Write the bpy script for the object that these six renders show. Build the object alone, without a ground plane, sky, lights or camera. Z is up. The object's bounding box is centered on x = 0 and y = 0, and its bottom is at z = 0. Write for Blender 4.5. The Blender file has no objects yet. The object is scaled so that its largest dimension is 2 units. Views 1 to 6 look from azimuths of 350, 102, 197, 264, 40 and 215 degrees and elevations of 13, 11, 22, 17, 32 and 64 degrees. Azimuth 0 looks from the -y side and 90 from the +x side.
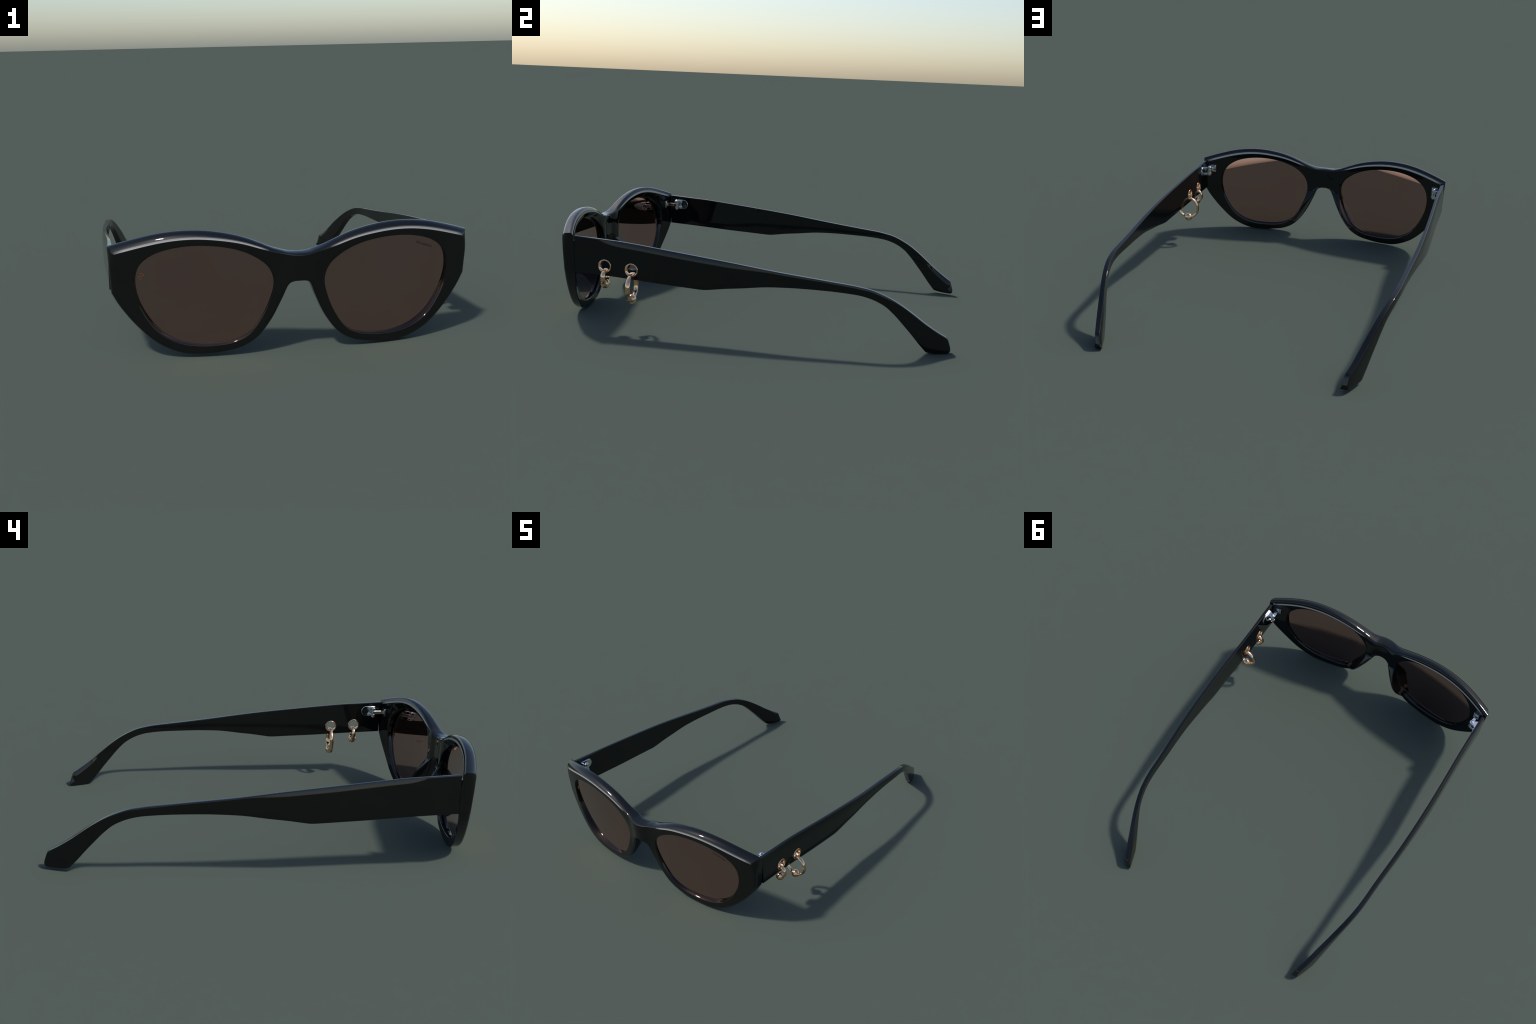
import bpy, bmesh, math
import numpy as np
from mathutils import Matrix, Vector

# ------------------------------------------------------------------ helpers
def spline(xk, yk, x):
    """natural cubic spline through (xk, yk), sampled at x"""
    xk = np.asarray(xk, float); yk = np.asarray(yk, float); n = len(xk); h = np.diff(xk)
    M = np.eye(n); r = np.zeros(n)
    for i in range(1, n - 1):
        M[i, i-1] = h[i-1]; M[i, i] = 2 * (h[i-1] + h[i]); M[i, i+1] = h[i]
        r[i] = 6 * ((yk[i+1] - yk[i]) / h[i] - (yk[i] - yk[i-1]) / h[i-1])
    m = np.linalg.solve(M, r)
    x = np.asarray(x, float)
    i = np.clip(np.searchsorted(xk, x) - 1, 0, n - 2)
    d = x - xk[i]; e = xk[i+1] - x; H = h[i]
    return (m[i]*e**3 + m[i+1]*d**3) / (6*H) + (yk[i]/H - m[i]*H/6)*e + (yk[i+1]/H - m[i+1]*H/6)*d

def smooth(a, b, x):
    t = np.clip((np.asarray(x, float) - a) / (b - a), 0, 1)
    return t * t * (3 - 2 * t)

def catmull(P, n, closed=False):
    """dense Catmull-Rom curve through control points"""
    P = np.asarray(P, float); m = len(P)
    if closed:
        t = np.linspace(0, m, n, endpoint=False); i = t.astype(int); f = (t - i)[:, None]
        a, b, c, d = P[(i-1) % m], P[i % m], P[(i+1) % m], P[(i+2) % m]
    else:
        Q = np.vstack([2*P[0]-P[1], P, 2*P[-1]-P[-2]])
        t = np.linspace(0, m - 1 - 1e-9, n); i = t.astype(int); f = (t - i)[:, None]
        a, b, c, d = Q[i], Q[i+1], Q[i+2], Q[i+3]
    return .5*(2*b + (c-a)*f + (2*a-5*b+4*c-d)*f**2 + (3*b-a-3*c+d)*f**3)

def resample(P, n):
    """n points evenly spaced along polyline P (both ends kept)"""
    s = np.concatenate([[0], np.cumsum(np.linalg.norm(np.diff(P, axis=0), axis=1))])
    t = np.linspace(0, s[-1], n)
    return np.stack([np.interp(t, s, P[:, k]) for k in range(P.shape[1])], 1)

def make_mesh(name, verts, faces, mat, parent, angle=35, merge=0.0, second=None):
    me = bpy.data.meshes.new(name)
    me.from_pydata([tuple(map(float, v)) for v in verts], [], [tuple(int(i) for i in f) for f in faces])
    if second:
        for p, f in zip(me.polygons, second[1]): p.material_index = f
    bm = bmesh.new(); bm.from_mesh(me)
    if merge > 0:
        bmesh.ops.remove_doubles(bm, verts=bm.verts, dist=merge)
    bmesh.ops.dissolve_degenerate(bm, edges=bm.edges, dist=1e-6)
    bmesh.ops.recalc_face_normals(bm, faces=bm.faces)
    lim = math.radians(angle)
    for f in bm.faces: f.smooth = True
    for e in bm.edges:
        if len(e.link_faces) == 2 and e.calc_face_angle(0) > lim: e.smooth = False
    bm.to_mesh(me); bm.free()
    me.materials.append(mat)
    for extra in (second[0] if second else []): me.materials.append(extra)
    ob = bpy.data.objects.new(name, me)
    bpy.context.scene.collection.objects.link(ob)
    ob.parent = parent
    return ob

def grid_faces(nr, nc, wrap_r=False, wrap_c=False, off=0):
    F = []
    for i in range(nr if wrap_r else nr - 1):
        for j in range(nc if wrap_c else nc - 1):
            a = i*nc + j; b = i*nc + (j+1) % nc
            c = ((i+1) % nr)*nc + (j+1) % nc; d = ((i+1) % nr)*nc + j
            F.append((off+a, off+b, off+c, off+d))
    return F

# ------------------------------------------------------------------ materials
def principled(name):
    m = bpy.data.materials.new(name); m.use_nodes = True
    nt = m.node_tree; b = nt.nodes['Principled BSDF']
    return m, nt, b

def grain(nt, bsdf, base, spread, rough, rspread, scale):
    """faint procedural variation of colour and gloss on object coordinates"""
    tc = nt.nodes.new('ShaderNodeTexCoord'); nz = nt.nodes.new('ShaderNodeTexNoise')
    nz.inputs['Scale'].default_value = scale; nz.inputs['Detail'].default_value = 3
    nt.links.new(tc.outputs['Object'], nz.inputs['Vector'])
    cr = nt.nodes.new('ShaderNodeValToRGB')
    cr.color_ramp.elements[0].position = .3; cr.color_ramp.elements[1].position = .7
    cr.color_ramp.elements[0].color = tuple(c*(1-spread) for c in base) + (1,)
    cr.color_ramp.elements[1].color = tuple(c*(1+spread) for c in base) + (1,)
    nt.links.new(nz.outputs['Fac'], cr.inputs['Fac'])
    nt.links.new(cr.outputs['Color'], bsdf.inputs['Base Color'])
    mr = nt.nodes.new('ShaderNodeMapRange')
    mr.inputs['To Min'].default_value = max(rough - rspread, 0); mr.inputs['To Max'].default_value = rough + rspread
    nt.links.new(nz.outputs['Fac'], mr.inputs['Value'])
    nt.links.new(mr.outputs['Result'], bsdf.inputs['Roughness'])

def mat_acetate():
    m, nt, b = principled('black_acetate')
    grain(nt, b, (.0042, .0045, .0042), .12, .035, .012, 6)
    b.inputs['IOR'].default_value = 1.5
    return m
def mat_lens():
    m, nt, b = principled('brown_mirror_lens')
    grain(nt, b, (.475, .287, .262), .02, .012, .004, 4)
    b.inputs['Metallic'].default_value = 1
    return m
def mat_gold():
    m, nt, b = principled('gold_metal')
    grain(nt, b, (1.0, .66, .405), .02, .09, .02, 30)
    b.inputs['Metallic'].default_value = 1
    return m
def mat_steel():
    m, nt, b = principled('hinge_steel')
    grain(nt, b, (.78, .78, .80), .03, .09, .02, 40)
    b.inputs['Metallic'].default_value = 1
    return m
def mat_print(name, col):
    m, nt, b = principled(name)
    grain(nt, b, col, .1, .35, .05, 60)
    return m

ACETATE, LENS, GOLD, STEEL = mat_acetate(), mat_lens(), mat_gold(), mat_steel()
def mat_brow_line(name, tone):
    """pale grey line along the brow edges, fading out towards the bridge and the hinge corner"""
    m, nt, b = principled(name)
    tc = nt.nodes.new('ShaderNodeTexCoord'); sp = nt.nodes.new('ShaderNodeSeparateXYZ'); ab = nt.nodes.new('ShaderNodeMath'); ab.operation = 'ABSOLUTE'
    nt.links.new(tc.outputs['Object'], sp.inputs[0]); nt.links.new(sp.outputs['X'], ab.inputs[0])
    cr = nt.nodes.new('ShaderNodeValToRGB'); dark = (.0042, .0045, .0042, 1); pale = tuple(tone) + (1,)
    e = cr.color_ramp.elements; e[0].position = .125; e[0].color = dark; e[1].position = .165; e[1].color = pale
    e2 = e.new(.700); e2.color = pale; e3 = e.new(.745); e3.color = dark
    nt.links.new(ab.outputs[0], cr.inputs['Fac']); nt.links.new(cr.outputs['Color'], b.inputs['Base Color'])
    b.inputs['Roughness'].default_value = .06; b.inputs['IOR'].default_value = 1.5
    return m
BROW_LINES = [mat_brow_line('brow_pale_line', (.36, .35, .34)), mat_brow_line('brow_pale_line_soft', (.26, .25, .24)), mat_brow_line('brow_pale_line_faint', (.05, .05, .05)), mat_brow_line('rear_brow_line_lightened', (.50, .46, .40))]  # rear tone lightened and warmed to offset the bluish shade behind the brow
EMBLEM = mat_print('emblem_print', (.10, .052, .026))
PRINT = mat_print('letter_print', (.055, .033, .023))

# ------------------------------------------------------------------ root: the glasses sit slightly askew
CX, YAW, ROLL = -.022, .0076, .0083
LIFT = .001
root = bpy.data.objects.new('sunglasses', None)
bpy.context.scene.collection.objects.link(root)
root["label"] = "glossy black cat-eye sunglasses with brown lenses and gold hoops on one temple"
root["category"] = "sunglasses"
R = Matrix.Rotation(YAW, 4, 'Z') @ Matrix.Rotation(ROLL, 4, 'Y')
PIV = Vector((0, -.9, .25))
root.matrix_world = Matrix.Translation(PIV + Vector((CX, 0, LIFT))) @ R @ Matrix.Translation(-PIV)

# ------------------------------------------------------------------ front frame
# front surface: y as a function of |x| (face wrap with a small bump at the bridge) plus a pantoscopic tilt
WRAP_X = [-.12, -.09, -.06, -.03, 0, .03, .06, .09, .12, .2, .32, .46, .6, .75, .80]
WRAP_Y = [-.9635, -.9665, -.9745, -.9850, -.9890, -.9850, -.9745, -.9665, -.9635, -.9560, -.9455, -.929, -.9039, -.8600, -.8420]
TILT = -.074
def front_y(x, z):
    return spline(WRAP_X, WRAP_Y, np.abs(x)) + TILT * (np.asarray(z) - .25)
def depth(x, z):
    """frame thickness: thinner at the bottom, thicker block at the hinge end"""
    x = np.abs(x)
    return .045 + .0160 * smooth(.12, .40, z) + .010 * smooth(.12, .05, x) * smooth(.22, .32, z)
def depth_in(x, z):
    """thickness at the lens opening: the back face is scooped towards the lens"""
    return .0445 + .011 * smooth(.19, .11, np.abs(x)) * smooth(.22, .30, z) + .010 * smooth(.60, .67, np.abs(x)) * smooth(.22, .30, z)

BROW_X = [-.14, -.07, 0, .07, .14, .22, .32, .42, .54, .66, .764]
BROW_Z = [.4431, .4275, .4195, .4275, .4431, .4677, .4875, .4957, .4863, .4584, .4280]
OPENING = [(.6531, .2525), (.6610, .3285), (.6401, .3930), (.5851, .4372), (.5100, .4615), (.4258, .4705), (.3400, .4662),
           (.2565, .4490), (.1814, .4162), (.1257, .3692), (.1051, .3059), (.1213, .2312), (.1548, .1552), (.2007, .0920),
           (.2664, .0567), (.3467, .0454), (.4309, .0478), (.5098, .0683), (.5750, .1120), (.6219, .1772)]
LOWER = [(0, .3095), (.0180, .3090), (.0345, .3040), (.0494, .2870), (.0734, .2294), (.1148, .1455), (.1724, .0700), (.2395, .0293),
         (.3159, .0125), (.3969, .0062), (.4850, .0150), (.5790, .0592), (.6610, .1360), (.7215, .2140), (.7540, .2716)]

# profile from the front face over the outer edge to the back face: depth fraction, side offset, brow rise
BROW_PROFILE = [(0, -.0035), (.0001, -.0006), (.0004, .0012), (.0010, .0045), (.0024, .0090), (.0043, .0125), (.0078, .0170), (.0130, .0213),
                (.0195, .0250), (.0270, .0277), (.0350, .0293), (.0430, .0300), (.0500, .0298), (.0545, .0275), (.0580, .0235), (.0608, .0180),
                (.0628, .0120), (.0640, .0060), (.0645, .0025), (.0646, .0000)]
PROF_D = np.array([p[0] for p in BROW_PROFILE]) / .0646
BROW_E = np.array([p[1] for p in BROW_PROFILE])
# rounding of the outer edge below the brow: wide in front, tight behind
SIDE_Q = -.0105 * (1 - np.sqrt(1 - np.clip(1 - PROF_D / .27, 0, 1)**2)) - .0045 * (1 - np.sqrt(1 - np.clip((PROF_D - .93) / .07, 0, 1)**2))
END_Q = -.0260 * np.clip(1 - PROF_D / .62, 0, 1)**2.0 - .003 * (1 - np.sqrt(1 - np.clip((PROF_D - .96) / .04, 0, 1)**2))
def brow_rise(x):
    return np.interp(np.abs(x), [0, .05, .1, .15, .2, .25, .3, .36, .48, .58, .72, .8], [.34, .26, .40, .66, .80, .88, .96, 1.02, 1.06, 1.13, 1.13, 1.08])

def half_frame_stations():
    inner = catmull(OPENING, 4000, True)
    outer_low = catmull(LOWER, 1500)
    def near(P): return int(np.argmin(((inner - np.array(P))**2).sum(1)))
    def inner_arc(P, Q, n):
        a, b = near(P), near(Q)
        # control order runs anticlockwise (outer side -> top -> nose -> bottom); we travel clockwise from the nose over the brow
        idx = np.arange(a, a - ((a - b) % len(inner)) - 1, -1) % len(inner)
        return resample(inner[idx], n)
    def low_part(a, b, n):
        i = int(np.argmin(((outer_low - np.array(a))**2).sum(1))); j = int(np.argmin(((outer_low - np.array(b))**2).sum(1)))
        seg = outer_low[i:j+1] if i < j else outer_low[j:i+1][::-1]
        return resample(seg, n)
    xs = np.linspace(0, .764, 800); brow = np.stack([xs, spline(BROW_X, BROW_Z, xs)], 1)
    def brow_part(a, b, n):
        m = (brow[:, 0] >= a - 1e-6) & (brow[:, 0] <= b + 1e-6); return resample(brow[m], n)
    segs = []   # (inner pts, outer pts, kind)
    segs.append((inner_arc((.130, .374), (.26, .450), 34), brow_part(0, .20, 34), 'brow'))
    segs.append((inner_arc((.26, .450), (.52, .459), 44), brow_part(.20, .53, 44), 'brow'))
    segs.append((inner_arc((.52, .459), (.643, .389), 30), brow_part(.53, .764, 30), 'brow'))
    side = resample(np.array([(.764, .4280), (.754, .2716)]), 24)
    segs.append((inner_arc((.643, .389), (.652, .245), 24), side, 'side'))
    segs.append((inner_arc((.652, .245), (.50, .065), 34), low_part((.754, .2716), (.52, .032), 34), 'low'))
    segs.append((inner_arc((.50, .065), (.25, .063), 34), low_part((.52, .032), (.22, .042), 34), 'low'))
    segs.append((inner_arc((.25, .063), (.125, .222), 36), low_part((.22, .042), (.0605, .262), 36), 'low'))
    segs.append((inner_arc((.125, .222), (.106, .290), 22), low_part((.0605, .262), (0, .3095), 22), 'low'))
    seam = resample(np.array([(0, .3095 + .0135), (0, .4195 - .006)]), 14)
    segs.append((inner_arc((.106, .290), (.130, .374), 14), seam, 'seam'))
    return segs

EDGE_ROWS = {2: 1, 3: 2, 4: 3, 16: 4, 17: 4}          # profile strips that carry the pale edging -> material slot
def build_frame():
    segs = half_frame_stations()
    NT = 7
    cols = []
    for si, (I, O, kind) in enumerate(segs):
        n = len(I)
        tang = np.gradient(O, axis=0); nrm = np.stack([-tang[:, 1], tang[:, 0]], 1)
        nrm /= np.linalg.norm(nrm, axis=1)[:, None] + 1e-12
        ti = np.gradient(I, axis=0); ni = np.stack([-ti[:, 1], ti[:, 0]], 1); ni /= np.linalg.norm(ni, axis=1)[:, None]
        for j in range(n):
            fullseam = (kind == 'seam' and j == 0)
            if j == n - 1: continue                     # last point is first of next segment
            i2, o2 = I[j], O[j]
            nin = ni[j]                                  # clockwise travel: left of the path is outwards
            no = nrm[j]
            # outer profile offsets in the x-z plane
            if kind == 'brow':
                h = brow_rise(o2[0])
                e = np.where(BROW_E > 0, BROW_E * h, BROW_E)
                up = np.array([0, 1.]) * .75 + no * .25; up /= np.linalg.norm(up)
                if o2[0] < .02: up = np.array([0, 1.])
                w = smooth(.60, .760, o2[0]); up = up * (1 - w) + np.array([0, 1.]) * w
                off = up[None] * e[:, None]
                we = float(np.clip((o2[0] - .69) / .074, 0, 1))
                off[:, 0] += we * END_Q; off[:, 1] -= .28 * we * END_Q      # slide back along the brow line
            elif kind == 'side':
                s = j / (n - 1)
                wq = max(0, 1 - s / .45)**2; q = END_Q * wq + SIDE_Q * (1 - wq)
                off = np.stack([q, BROW_E * brow_rise(.764) * (1 - s) - .28 * END_Q * wq], 1)
            elif kind == 'low':
                k = smooth(.0, .03, o2[0])
                off = no[None] * SIDE_Q[:, None]
                if o2[0] < .004: off[:, 0] = 0
            elif fullseam:
                o2 = np.array([0, .3095]); off = np.array([0, -1.])[None] * SIDE_Q[:, None]
            else:
                off = None
            P = []
            th_i = depth_in(*i2)
            yi = float(front_y(*i2))
            # opening wall, from the back edge to the front edge
            for dd, inn in ((1.0, -.0035), (.975, -.0008), (.93, .0010), (.78, .0022), (.62, .0035), (.56, -.004), (.50, -.004), (.44, .0035), (.25, .0022), (.07, .0008), (.025, -.0004), (.0, -.0032)):
                p = i2 - nin * inn
                P.append((p[0], yi + dd * th_i, p[1]))
            a = i2 + nin * .0032
            if off is not None:
                ob2 = o2[None] + off
                # front face between opening and outer edge
                for t in np.linspace(0, 1, NT + 2)[1:-1]:
                    q = a * (1 - t) + ob2[0] * t
                    P.append((q[0], float(front_y(*q)), q[1]))
                yo = float(front_y(*ob2[0])); tho = float(depth(o2[0] if kind != 'side' else .760, min(o2[1], .44)))
                for dfr, q in zip(PROF_D, ob2):
                    P.append((q[0], float(front_y(q[0], o2[1])) + dfr * tho, q[1]))
                ab = i2 + nin * .0035
                for t in np.linspace(1, 0, NT + 2)[1:-1]:
                    q = ab * (1 - t) + ob2[-1] * t
                    P.append((q[0], float(front_y(*q)) + (1 - t**1.1) * float(depth_in(*q)) + t**1.1 * float(depth(*q)), q[1]))
            else:
                ab = i2 + nin * .0035
                for t in np.linspace(0, 1, NT + 2)[1:-1]:
                    q = a * (1 - t) + o2 * t; P.append((q[0], float(front_y(*q)), q[1]))
                for dfr in PROF_D:          # collapse on to the symmetry plane: keep only front and back
                    y0 = float(front_y(*o2)); P.append((0, y0 + (0 if dfr < .5 else 1) * float(depth(*o2)), o2[1]))
                for t in np.linspace(1, 0, NT + 2)[1:-1]:
                    q = ab * (1 - t) + o2 * t; P.append((q[0], float(front_y(*q)) + (1 - t**1.1) * float(depth_in(*q)) + t**1.1 * float(depth(*q)), q[1]))
            cols.append((kind, P))
    nc = len(cols); nr = len(cols[0][1])
    V = np.array([c[1] for c in cols]); kinds = [c[0] for c in cols]
    n_in = 12; k0 = n_in + NT                             # start of outer profile rows
    faces = []; brow_line = []
    for i in range(nc):
        i2 = (i + 1) % nc
        for j in range(nr):
            j2 = (j + 1) % nr
            if kinds[i] == 'seam' and k0 <= j < k0 + len(PROF_D) - 1: continue
            faces.append((i*nr + j, i*nr + j2, i2*nr + j2, i2*nr + j))
            brow_line.append(EDGE_ROWS.get(j - k0, 0) if kinds[i] == 'brow' else 0)
    flat = V.reshape(-1, 3)
    mir = flat * np.array([-1, 1, 1])
    off = len(flat)
    faces2 = [tuple(off + k for k in f[::-1]) for f in faces]
    verts = np.vstack([flat, mir])
    return make_mesh('frame_front', verts, faces + faces2, ACETATE, root, angle=32, merge=2e-5, second=(BROW_LINES, brow_line + brow_line))

frame = build_frame()

# ------------------------------------------------------------------ lenses
LENS_WRAP = np.polyfit([.12, .40, .66], [-.9620, -.9372, -.8890], 2)
def lens_y(x, z, back=False):
    """pillow shaped: the front bulges forward, the back rolls off towards the rim"""
    ax = np.abs(x)
    rho2 = ((ax - .385) / .29)**2 + ((z - .26) / .225)**2
    y = np.polyval(LENS_WRAP, ax) + TILT * (z - .25)
    if back:
        up = np.maximum(z - .26, 0)
        return y + .0285 - .0076 * (up / .225)**3 - .16 * (ax - .385) * up
    return y + .0120 + .012 * (ax - .385) - .028 * (z - .25) - .0035 * (1 - rho2)

def build_lens(side):
    rim = catmull(OPENING, 160, True)
    c = rim.mean(0); d = rim - c
    rim = c + d * (1 + .0045 / np.linalg.norm(d, axis=1))[:, None]
    NR = 20
    V = []; F = []
    for back in (False, True):
        base = len(V)
        for r in range(1, NR + 1):
            for p in rim:
                q = c + (p - c) * r / NR
                V.append((q[0], float(lens_y(*q, back)), q[1]))
        n = len(rim)
        F += grid_faces(NR, n, False, True, base)
        V.append((c[0], float(lens_y(*c, back)), c[1])); ci = len(V) - 1
        F += [(ci, base + (j+1) % n, base + j) for j in range(n)]
    n = len(rim); a = (NR-1)*n; b = NR*n + 1 + (NR-1)*n
    F += [(a + j, a + (j+1) % n, b + (j+1) % n, b + j) for j in range(n)]
    V = np.array(V) * np.array([side, 1, 1])
    return make_mesh('lens', V, F, LENS, root, angle=40)
lens_left = build_lens(-1)
lens_right = build_lens(1)

# ------------------------------------------------------------------ printing on the lenses
def on_lens(ob, side, origin, ang, thick=.0016):
    """wrap flat artwork (u right, v up as seen from the front) on to a lens"""
    me = ob.data
    ca, sa = math.cos(ang), math.sin(ang)
    for v in me.vertices:
        u, w, h = v.co
        x = origin[0] + u*ca - w*sa; z = origin[1] + u*sa + w*ca
        v.co = (x, float(lens_y(x, z)) - thick - h, z)
    me.update()

def text_mesh(word, size, mat, name, parent):
    cu = bpy.data.curves.new(name, 'FONT'); cu.body = word; cu.size = size
    cu.align_x = 'CENTER'; cu.align_y = 'CENTER'; cu.extrude = .0003; cu.resolution_u = 3
    tmp = bpy.data.objects.new('tmp_text', cu); bpy.context.scene.collection.objects.link(tmp)
    bpy.context.view_layer.update()
    me = bpy.data.meshes.new_from_object(tmp.evaluated_get(bpy.context.evaluated_depsgraph_get()))
    bpy.data.objects.remove(tmp); me.name = name
    me.materials.clear(); me.materials.append(mat)
    ob = bpy.data.objects.new(name, me); bpy.context.scene.collection.objects.link(ob); ob.parent = parent
    return ob

lettering = text_mesh('POLARIZED', .0155, PRINT, 'lens_lettering', lens_right)
on_lens(lettering, 1, (.5495, .4185), math.radians(-20))

def build_emblem():
    """two open loops hooked into each other"""
    V = []; F = []
    def loop(cx, cz, r, a0, a1, w):
        n = 40; base = len(V)
        for k in range(n + 1):
            a = math.radians(a0 + (a1 - a0) * k / n)
            for rr in (r - w, r + w):
                for h in (0, .0006):
                    V.append((cx + rr*math.cos(a), cz + rr*math.sin(a)*1.05, h))
        for k in range(n):
            b = base + 4*k; c = b + 4
            F.extend([(b, b+2, c+2, c), (b+1, c+1, c+3, b+3), (b, c, c+1, b+1), (b+2, b+3, c+3, c+2)])
        F.append((base, base+1, base+3, base+2)); e = base + 4*n; F.append((e, e+2, e+3, e+1))
    loop(0, .0076, .0060, -110, 215, .0016)
    loop(0, -.0076, .0060, 70, 395, .0016)
    ob = make_mesh('lens_emblem', V, F, EMBLEM, lens_left, angle=30)
    on_lens(ob, -1, (-.6335, .3465), math.radians(-28))
    return ob
build_emblem()

# ------------------------------------------------------------------ nose pads (moulded wedges on the back of the nasal rims)
def build_pad(side):
    inner = catmull(OPENING, 2000, True); low = catmull(LOWER, 1500)
    nasal_in = inner[(inner[:, 0] < .30) & (inner[:, 1] < .31)]
    def xin(z):
        m = nasal_in[np.argsort(nasal_in[:, 1])]; return float(np.interp(z, m[:, 1], m[:, 0]))
    ln = low[(low[:, 0] < .31)]
    def xout(z):
        m = ln[np.argsort(ln[:, 1])]; return float(np.interp(z, m[:, 1], m[:, 0]))
    zs = [.287, .284, .278, .268, .255, .240, .224, .208, .190, .170, .150, .130, .112, .096, .082, .072]
    crest = [-.0005, .003, .008, .0155, .0245, .035, .046, .054, .059, .061, .059, .053, .043, .031, .016, .002]
    V = []; rows = 0
    for z, c in zip(zs, crest):
        zz = max(z, .06)
        xo, xi = xout(z), xin(zz)
        xi -= .003
        w = xi - xo
        xm = (xo + xi) / 2
        yb = float(front_y(xm, z) + depth(xm, z))
        yc = yb + c
        lean = .30 * c                                     # nasal flank leans away from the nose
        sec = [(xo + .006, yb - .012), (xo + .003, yb - .003), (xo + .003 + lean*.35, yb + c*.35), (xo + .005 + lean*.75, yb + c*.75),
               (xo + .009 + lean, yc - c*.08), (xo + .016 + lean, yc), (xi - .010, yc + .002), (xi - .004, yc), (xi - .001, yc - c*.12),
               (xi, yb + c*.45), (xi - .0, yb - .001), (xi - .002, yb - .012)]
        for x, y in sec: V.append((x*side, y, z))
        rows += 1
    n = 12
    F = grid_faces(rows, n, False, True)
    F.append(tuple(range(n))); F.append(tuple((rows-1)*n + k for k in range(n))[::-1])
    ob = make_mesh('nose_pad', V, F, ACETATE, root, angle=50)
    md = ob.modifiers.new('round', 'SUBSURF'); md.levels = 2; md.render_levels = 2
    return ob
for s in (1, -1): build_pad(s)

# ------------------------------------------------------------------ temples
TY = [-.82, -.55, -.3, -.05, .2, .4, .52, .62, .72, .82, .92, 1.0]
TX = [.7395, .7410, .7465, .7470, .7370, .7240, .7175, .7030, .6770, .6450, .6110, .5800]     # inner face
UPPER = [(-.8055, .4488), (-.68, .4415), (-.55, .4337), (-.3, .4093), (-.05, .3830), (.2, .3525), (.4, .3310), (.52, .3186), (.57, .3110), (.62, .3005),
         (.67, .2815), (.72, .2570), (.77, .2250), (.82, .1880), (.87, .1485), (.92, .1130), (.95, .0935), (.974, .0790)]
LOWER_T = [(-.8015, .2733), (-.61, .2640), (-.42, .2525), (-.30, .2468), (-.20, .2422), (-.155, .2410), (-.11, .2470), (-.05, .2560), (.03, .2655), (.14, .2795),
           (.25, .2845), (.32, .2850), (.40, .2840), (.46, .2825), (.53, .2780), (.58, .2715), (.625, .2590), (.66, .2435), (.695, .2215),
           (.735, .1840), (.77, .1450), (.81, .0990), (.85, .0500), (.8835, .0125)]
def temple_th(y): return np.interp(y, [-.82, -.3, .3, .6, 1.0], [.0205, .0220, .0235, .0250, .0285])
def bulge(y): return np.interp(y, [-.82, -.70, -.58, -.25, -.05, .15, .4, .7, 1.0], [.0008, .002, .0065, .0070, .0060, .0030, .002, .002, .002])

def key_stations(U, L, keys, counts):
    """pair two polylines piecewise between key parameters (fractions of index)"""
    us, ls = [], []
    for (ua, la), (ub, lb), n in zip(keys[:-1], keys[1:], counts):
        us.append(resample(U[ua:ub+1], n+1)[:-1]); ls.append(resample(L[la:lb+1], n+1)[:-1])
    us.append(U[keys[-1][0]][None]); ls.append(L[keys[-1][1]][None])
    return np.vstack(us), np.vstack(ls)

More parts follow.
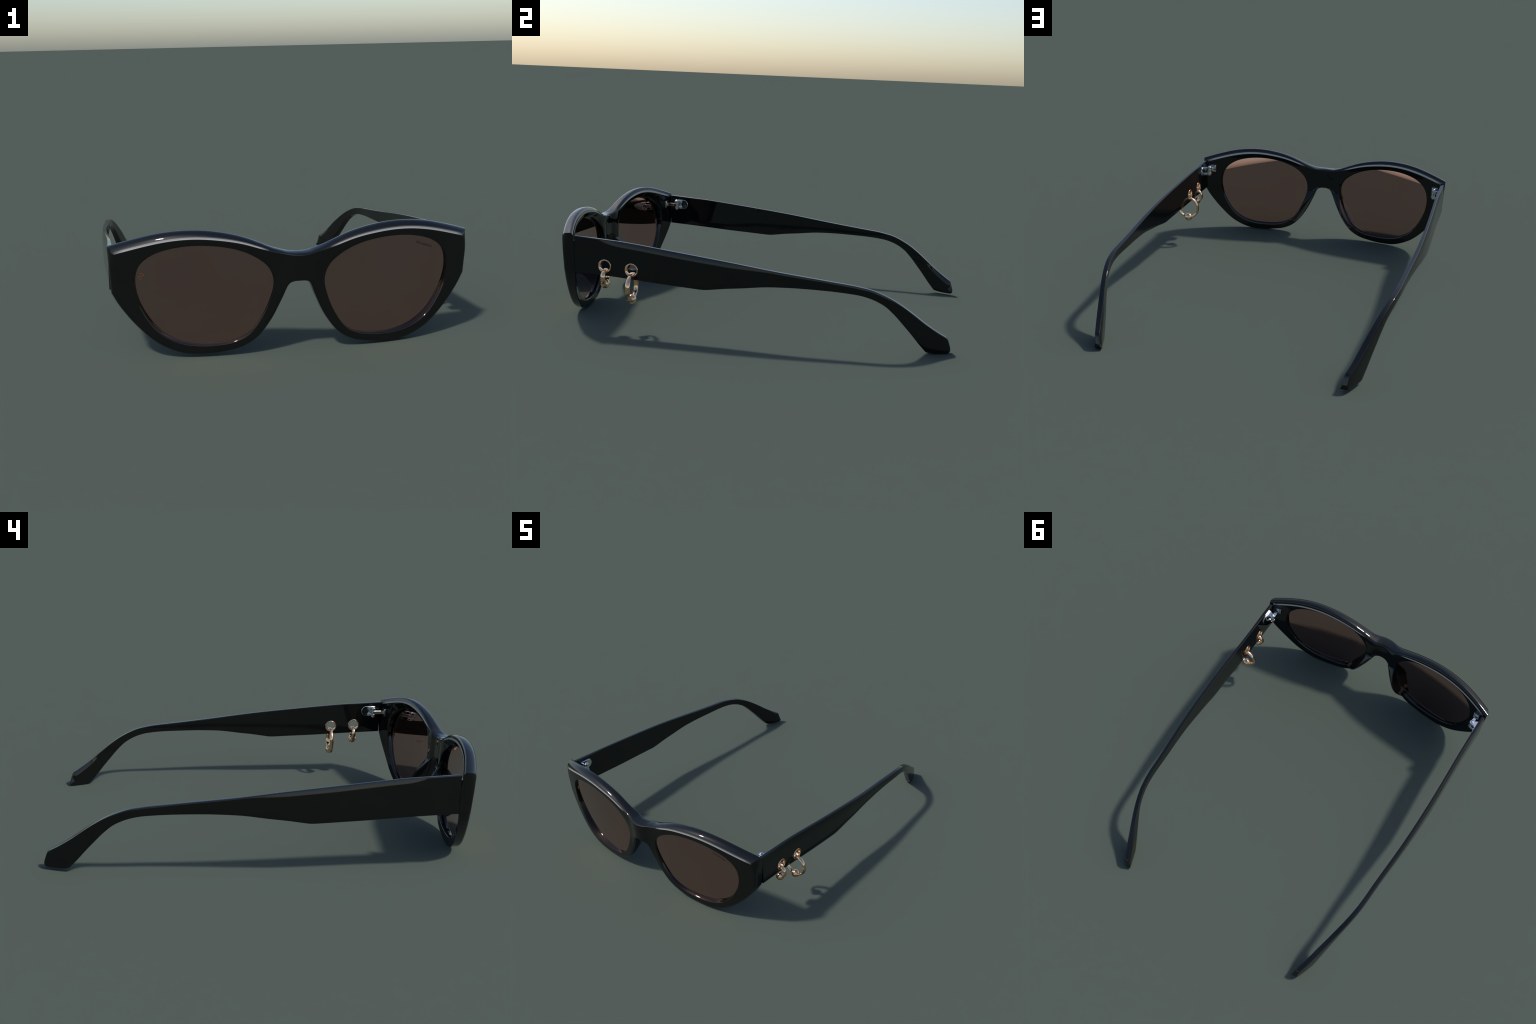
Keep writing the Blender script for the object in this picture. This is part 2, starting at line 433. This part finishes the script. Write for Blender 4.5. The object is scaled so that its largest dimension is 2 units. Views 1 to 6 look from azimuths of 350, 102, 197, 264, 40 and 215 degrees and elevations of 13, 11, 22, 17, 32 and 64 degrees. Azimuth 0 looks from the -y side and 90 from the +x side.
def build_temple(side):
    U = catmull(UPPER, 1200); Lc = catmull(LOWER_T, 1200)
    endU = catmull([(.974, .0790), (.981, .0700), (.9875, .052), (.9945, .030), (.9960, .019)], 60)[1:]
    endL = catmull([(.8835, .0125), (.889, .0098), (.915, .0060), (.945, .0042), (.972, .0042), (.986, .0060), (.9935, .0110)], 60)[1:]
    U2 = np.vstack([U, endU]); L2 = np.vstack([Lc, endL])
    def uy(y): return int(np.argmin(np.abs(U[:, 0] - y)))
    def ly(y): return int(np.argmin(np.abs(Lc[:, 0] - y)))
    keys = [(0, 0), (uy(-.155), ly(-.155)), (uy(.30), ly(.30)), (uy(.62), ly(.56)), (uy(.82), ly(.72)), (1199, 1199), (len(U2)-1, len(L2)-1)]
    us, ls = key_stations(U2, L2, keys, [30, 30, 24, 24, 30, 24])
    V = []
    n = len(us)
    for k in range(n):
        u, l = us[k], ls[k]; H = np.linalg.norm(u - l); up = (u - l) / H
        ymid = (u[0] + l[0]) / 2
        th = float(temple_th(ymid)); swell = .008 * float(smooth(.72, .90, ymid)); th += swell; bg = float(bulge(ymid))
        endf = 1.0 if k < n - 5 else 1 - .05 * ((k - (n - 5)) / 4)**2
        r = .0028
        r = min(r, H*.2)
        # section: (height from lower edge, fraction of thickness from the inner face 0..1, extra outward shift)
        def arc(cx, ch, a0, a1, m=5):
            return [(cx + r*math.cos(math.radians(a)), ch + r*math.sin(math.radians(a))) for a in np.linspace(a0, a1, m)]
        pts = []
        pts += arc(r, r, 270, 180)                                     # inner bottom corner
        scoop = .0095 * float(smooth(.76, .92, ymid)); sz = min(.030, H*.45)
        def hollow(h): return scoop * max(0, (h - (H - sz)) / sz)**1.4
        pts += [(hollow(h), h) for h in np.concatenate([np.linspace(r, H - sz, 5)[1:], np.linspace(H - sz, H - r, 6)[1:-1]])]
        pts += [(x + hollow(h), h) for x, h in arc(r, H - r, 180, 90)] # inner top corner
        # outer face, bulged: upper part leans inward
        zone = min(.045, H*.45)
        def lean(h):
            t = max(0, (h - (H - zone)) / zone); b = max(0, (zone*.6 - h) / (zone*.6))
            return bg * t**2 + bg * .25 * b**2
        pts += [(x - lean(h), h) for x, h in arc(th - r, H - r, 90, 0)]
        pts += [(th - lean(h), h) for h in np.concatenate([np.linspace(H - r - .001, H - zone, 8), np.linspace(H - zone, r, 6)[1:-1]])]
        pts += [(x - lean(h), h) for x, h in arc(th - r, r, 0, -90)]
        for x, h in pts:
            yy, zz = l + up * h
            xm = th / 2 + (x - th / 2) * endf
            xi = float(spline(TY, TX, min(max(yy, -.82), 1.0)))
            V.append((side * (xi - swell + xm), yy, zz))
    m = len(V) // n
    F = grid_faces(n, m, False, True)
    F.append(tuple(range(m))); F.append(tuple((n-1)*m + k for k in range(m))[::-1])
    return make_mesh('temple', V, F, ACETATE, root, angle=40)
temple_r = build_temple(1)
temple_l = build_temple(-1)

# ------------------------------------------------------------------ hinges
def prism(name, outline, z0, z1, parent, mat=STEEL, bevel=.0015, axis='z', side=1):
    """extruded outline; axis z: outline in (x, y); axis x: outline in (y, z)"""
    n = len(outline)
    if axis == 'z': V = [(side*x, y, z) for z in (z0, z1) for x, y in outline]
    else: V = [(side*x, y, z) for x in (z0, z1) for y, z in outline]
    F = [tuple(range(n)), tuple(range(n, 2*n))[::-1]] + [(i, (i+1) % n, n + (i+1) % n, n + i) for i in range(n)]
    ob = make_mesh(name, V, F, mat, parent, angle=30)
    md = ob.modifiers.new('edge', 'BEVEL'); md.width = bevel; md.segments = 2; md.limit_method = 'ANGLE'; md.angle_limit = math.radians(40)
    return ob
def arc2(cx, cy, r, a0, a1, n=14, sy=1.0):
    return [(cx + r*math.cos(math.radians(a)), cy + sy*r*math.sin(math.radians(a))) for a in np.linspace(a0, a1, n)]

PX, PYH, ZC = .7075, -.757, .396        # hinge pin
def build_hinge(side, temple):
    xin = .7400
    hinge = prism('hinge', [(-.775, ZC - .029), (-.722, ZC - .029)] + arc2(-.722, ZC, .029, -90, 90, 16) + [(-.722, ZC + .029), (-.775, ZC + .029)],
                  xin - .005, xin + .002, root, axis='x', side=side, bevel=.0018)
    # two knuckles carried by the temple leaf
    for dz in (-.0185, .0185):
        prism('hinge_knuckle', [(xin - .001, -.724), (xin - .001, -.781)] + [(PX + .012, PYH - .014)] + arc2(PX, PYH, .0145, -60, -270, 18) + [(PX + .016, PYH + .016)],
              ZC + dz - .0075, ZC + dz + .0075, hinge, side=side)
    # arm fixed to the frame
    prism('hinge_arm', arc2(PX, PYH, .0140, 20, 200, 16) + [(PX - .0105, -.785), (PX - .004, -.835), (PX + .012, -.835), (PX + .009, -.785)],
          ZC - .0100, ZC + .0100, hinge, side=side)
    prism('hinge_bracket', [(PX - .020, -.832), (PX - .020, -.8185), (PX + .016, -.8165), (PX + .016, -.832)], ZC - .021, ZC + .021, hinge, side=side)
    # screw with a domed head
    V = []; prof = [(0, .0325), (.004, .0322), (.007, .0312), (.0088, .0296), (.0092, .0280), (.0092, .024), (.0070, .022), (.0070, -.024), (.0088, -.027), (.0085, -.029), (0, -.0295)]
    n = 20
    for r, z in prof:
        for k in range(n): V.append((side*(PX + r*math.cos(2*math.pi*k/n)), PYH + r*math.sin(2*math.pi*k/n), ZC + z))
    make_mesh('hinge_screw', V, grid_faces(len(prof), n, False, True), STEEL, hinge, angle=40, merge=1e-6)
for s, t in ((1, temple_r), (-1, temple_l)): build_hinge(s, t)

# ------------------------------------------------------------------ gold eyelets and captive-bead hoops on the +x temple
def cut_hole(ob, centre, rad):
    me = bpy.data.meshes.new('cutter'); bm = bmesh.new()
    bmesh.ops.create_cone(bm, cap_ends=True, segments=64, radius1=rad, radius2=rad, depth=.12,
                          matrix=Matrix.Translation(centre) @ Matrix.Rotation(math.pi/2, 4, 'Y'))
    bm.to_mesh(me); bm.free()
    c = bpy.data.objects.new('cutter', me); bpy.context.scene.collection.objects.link(c); c.parent = root
    md = ob.modifiers.new('hole', 'BOOLEAN'); md.object = c; md.operation = 'DIFFERENCE'; md.solver = 'EXACT'
    bpy.context.view_layer.update()
    dg = bpy.context.evaluated_depsgraph_get()
    new = bpy.data.meshes.new_from_object(ob.evaluated_get(dg))
    ob.modifiers.clear(); ob.data = new
    bpy.data.objects.remove(c)

def build_eyelet(centre):
    xin = float(spline(TY, TX, centre.y)); xout = xin + float(temple_th(centre.y))
    RO, RI = .0330, .0265
    a, b = xin - .0022, xout + .0030
    prof = [(RI, a + .002), (RI + .001, a + .0003), (RI + .002, a), (RO - .002, a), (RO - .0005, a + .0006), (RO, a + .002), (RO - .002, a + .004),
            (RO - .002, b - .005), (RO, b - .0025), (RO - .0006, b - .0008), (RO - .002, b), (RI + .0028, b - .0002), (RI + .001, b - .0012), (RI, b - .0035)]
    n = 64; V = []
    for r, x in prof:
        for k in range(n): V.append((x, centre.y + r*math.cos(2*math.pi*k/n), centre.z + r*math.sin(2*math.pi*k/n)))
    return make_mesh('eyelet', V, grid_faces(len(prof), n, True, True), GOLD, root, angle=50)

def build_hoop(centre, R0, yaw, name, bead_r, sway):
    """ring hanging in the eyelet; oval wire section; bead closes it at the bottom"""
    n, m = 96, 20; V = []
    wr, wa = .0072, .0120
    ca, sa = math.cos(yaw), math.sin(yaw)
    for k in range(n):
        a = 2*math.pi*k/n
        for j in range(m):
            b = 2*math.pi*j/m
            rr = R0 + wr*math.cos(b); ax = wa*math.sin(b)
            px, pz = rr*math.cos(a), rr*math.sin(a)
            V.append((centre.x + px*ca - ax*sa, centre.y + px*sa + ax*ca, centre.z + pz))
    hoop = make_mesh(name, V, grid_faces(n, m, True, True), GOLD, root, angle=60)
    ab = math.radians(-90 + sway)
    bc = Vector((centre.x + R0*math.cos(ab)*ca, centre.y + R0*math.cos(ab)*sa, centre.z + R0*math.sin(ab)))
    bm = bmesh.new(); bmesh.ops.create_uvsphere(bm, u_segments=32, v_segments=20, radius=bead_r, matrix=Matrix.Translation(bc))
    me = bpy.data.meshes.new('bead'); bm.to_mesh(me); bm.free()
    for p in me.polygons: p.use_smooth = True
    me.materials.append(GOLD)
    ob = bpy.data.objects.new('bead', me); bpy.context.scene.collection.objects.link(ob); ob.parent = hoop
    return hoop

for (cy, cz, R0, yaw) in ((-.6500, .3120, .0335, 1), (-.5150, .3040, .0620, 1)):
    cxm = float(spline(TY, TX, cy)) + float(temple_th(cy)) / 2
    c = Vector((cxm, cy, cz))
    cut_hole(temple_r, c, .0315)
    build_eyelet(c)
    top = cz - .0265 + .0074
    build_hoop(Vector((cxm + .002, cy, top - R0)), R0, math.radians(yaw), 'hoop', .0235, 0)

# bake remaining modifiers (bevels, subdivision)
bpy.context.view_layer.update()
dg = bpy.context.evaluated_depsgraph_get()
for ob in list(bpy.data.objects):
    if ob.type == 'MESH' and ob.modifiers:
        new = bpy.data.meshes.new_from_object(ob.evaluated_get(dg)); ob.modifiers.clear(); ob.data = new
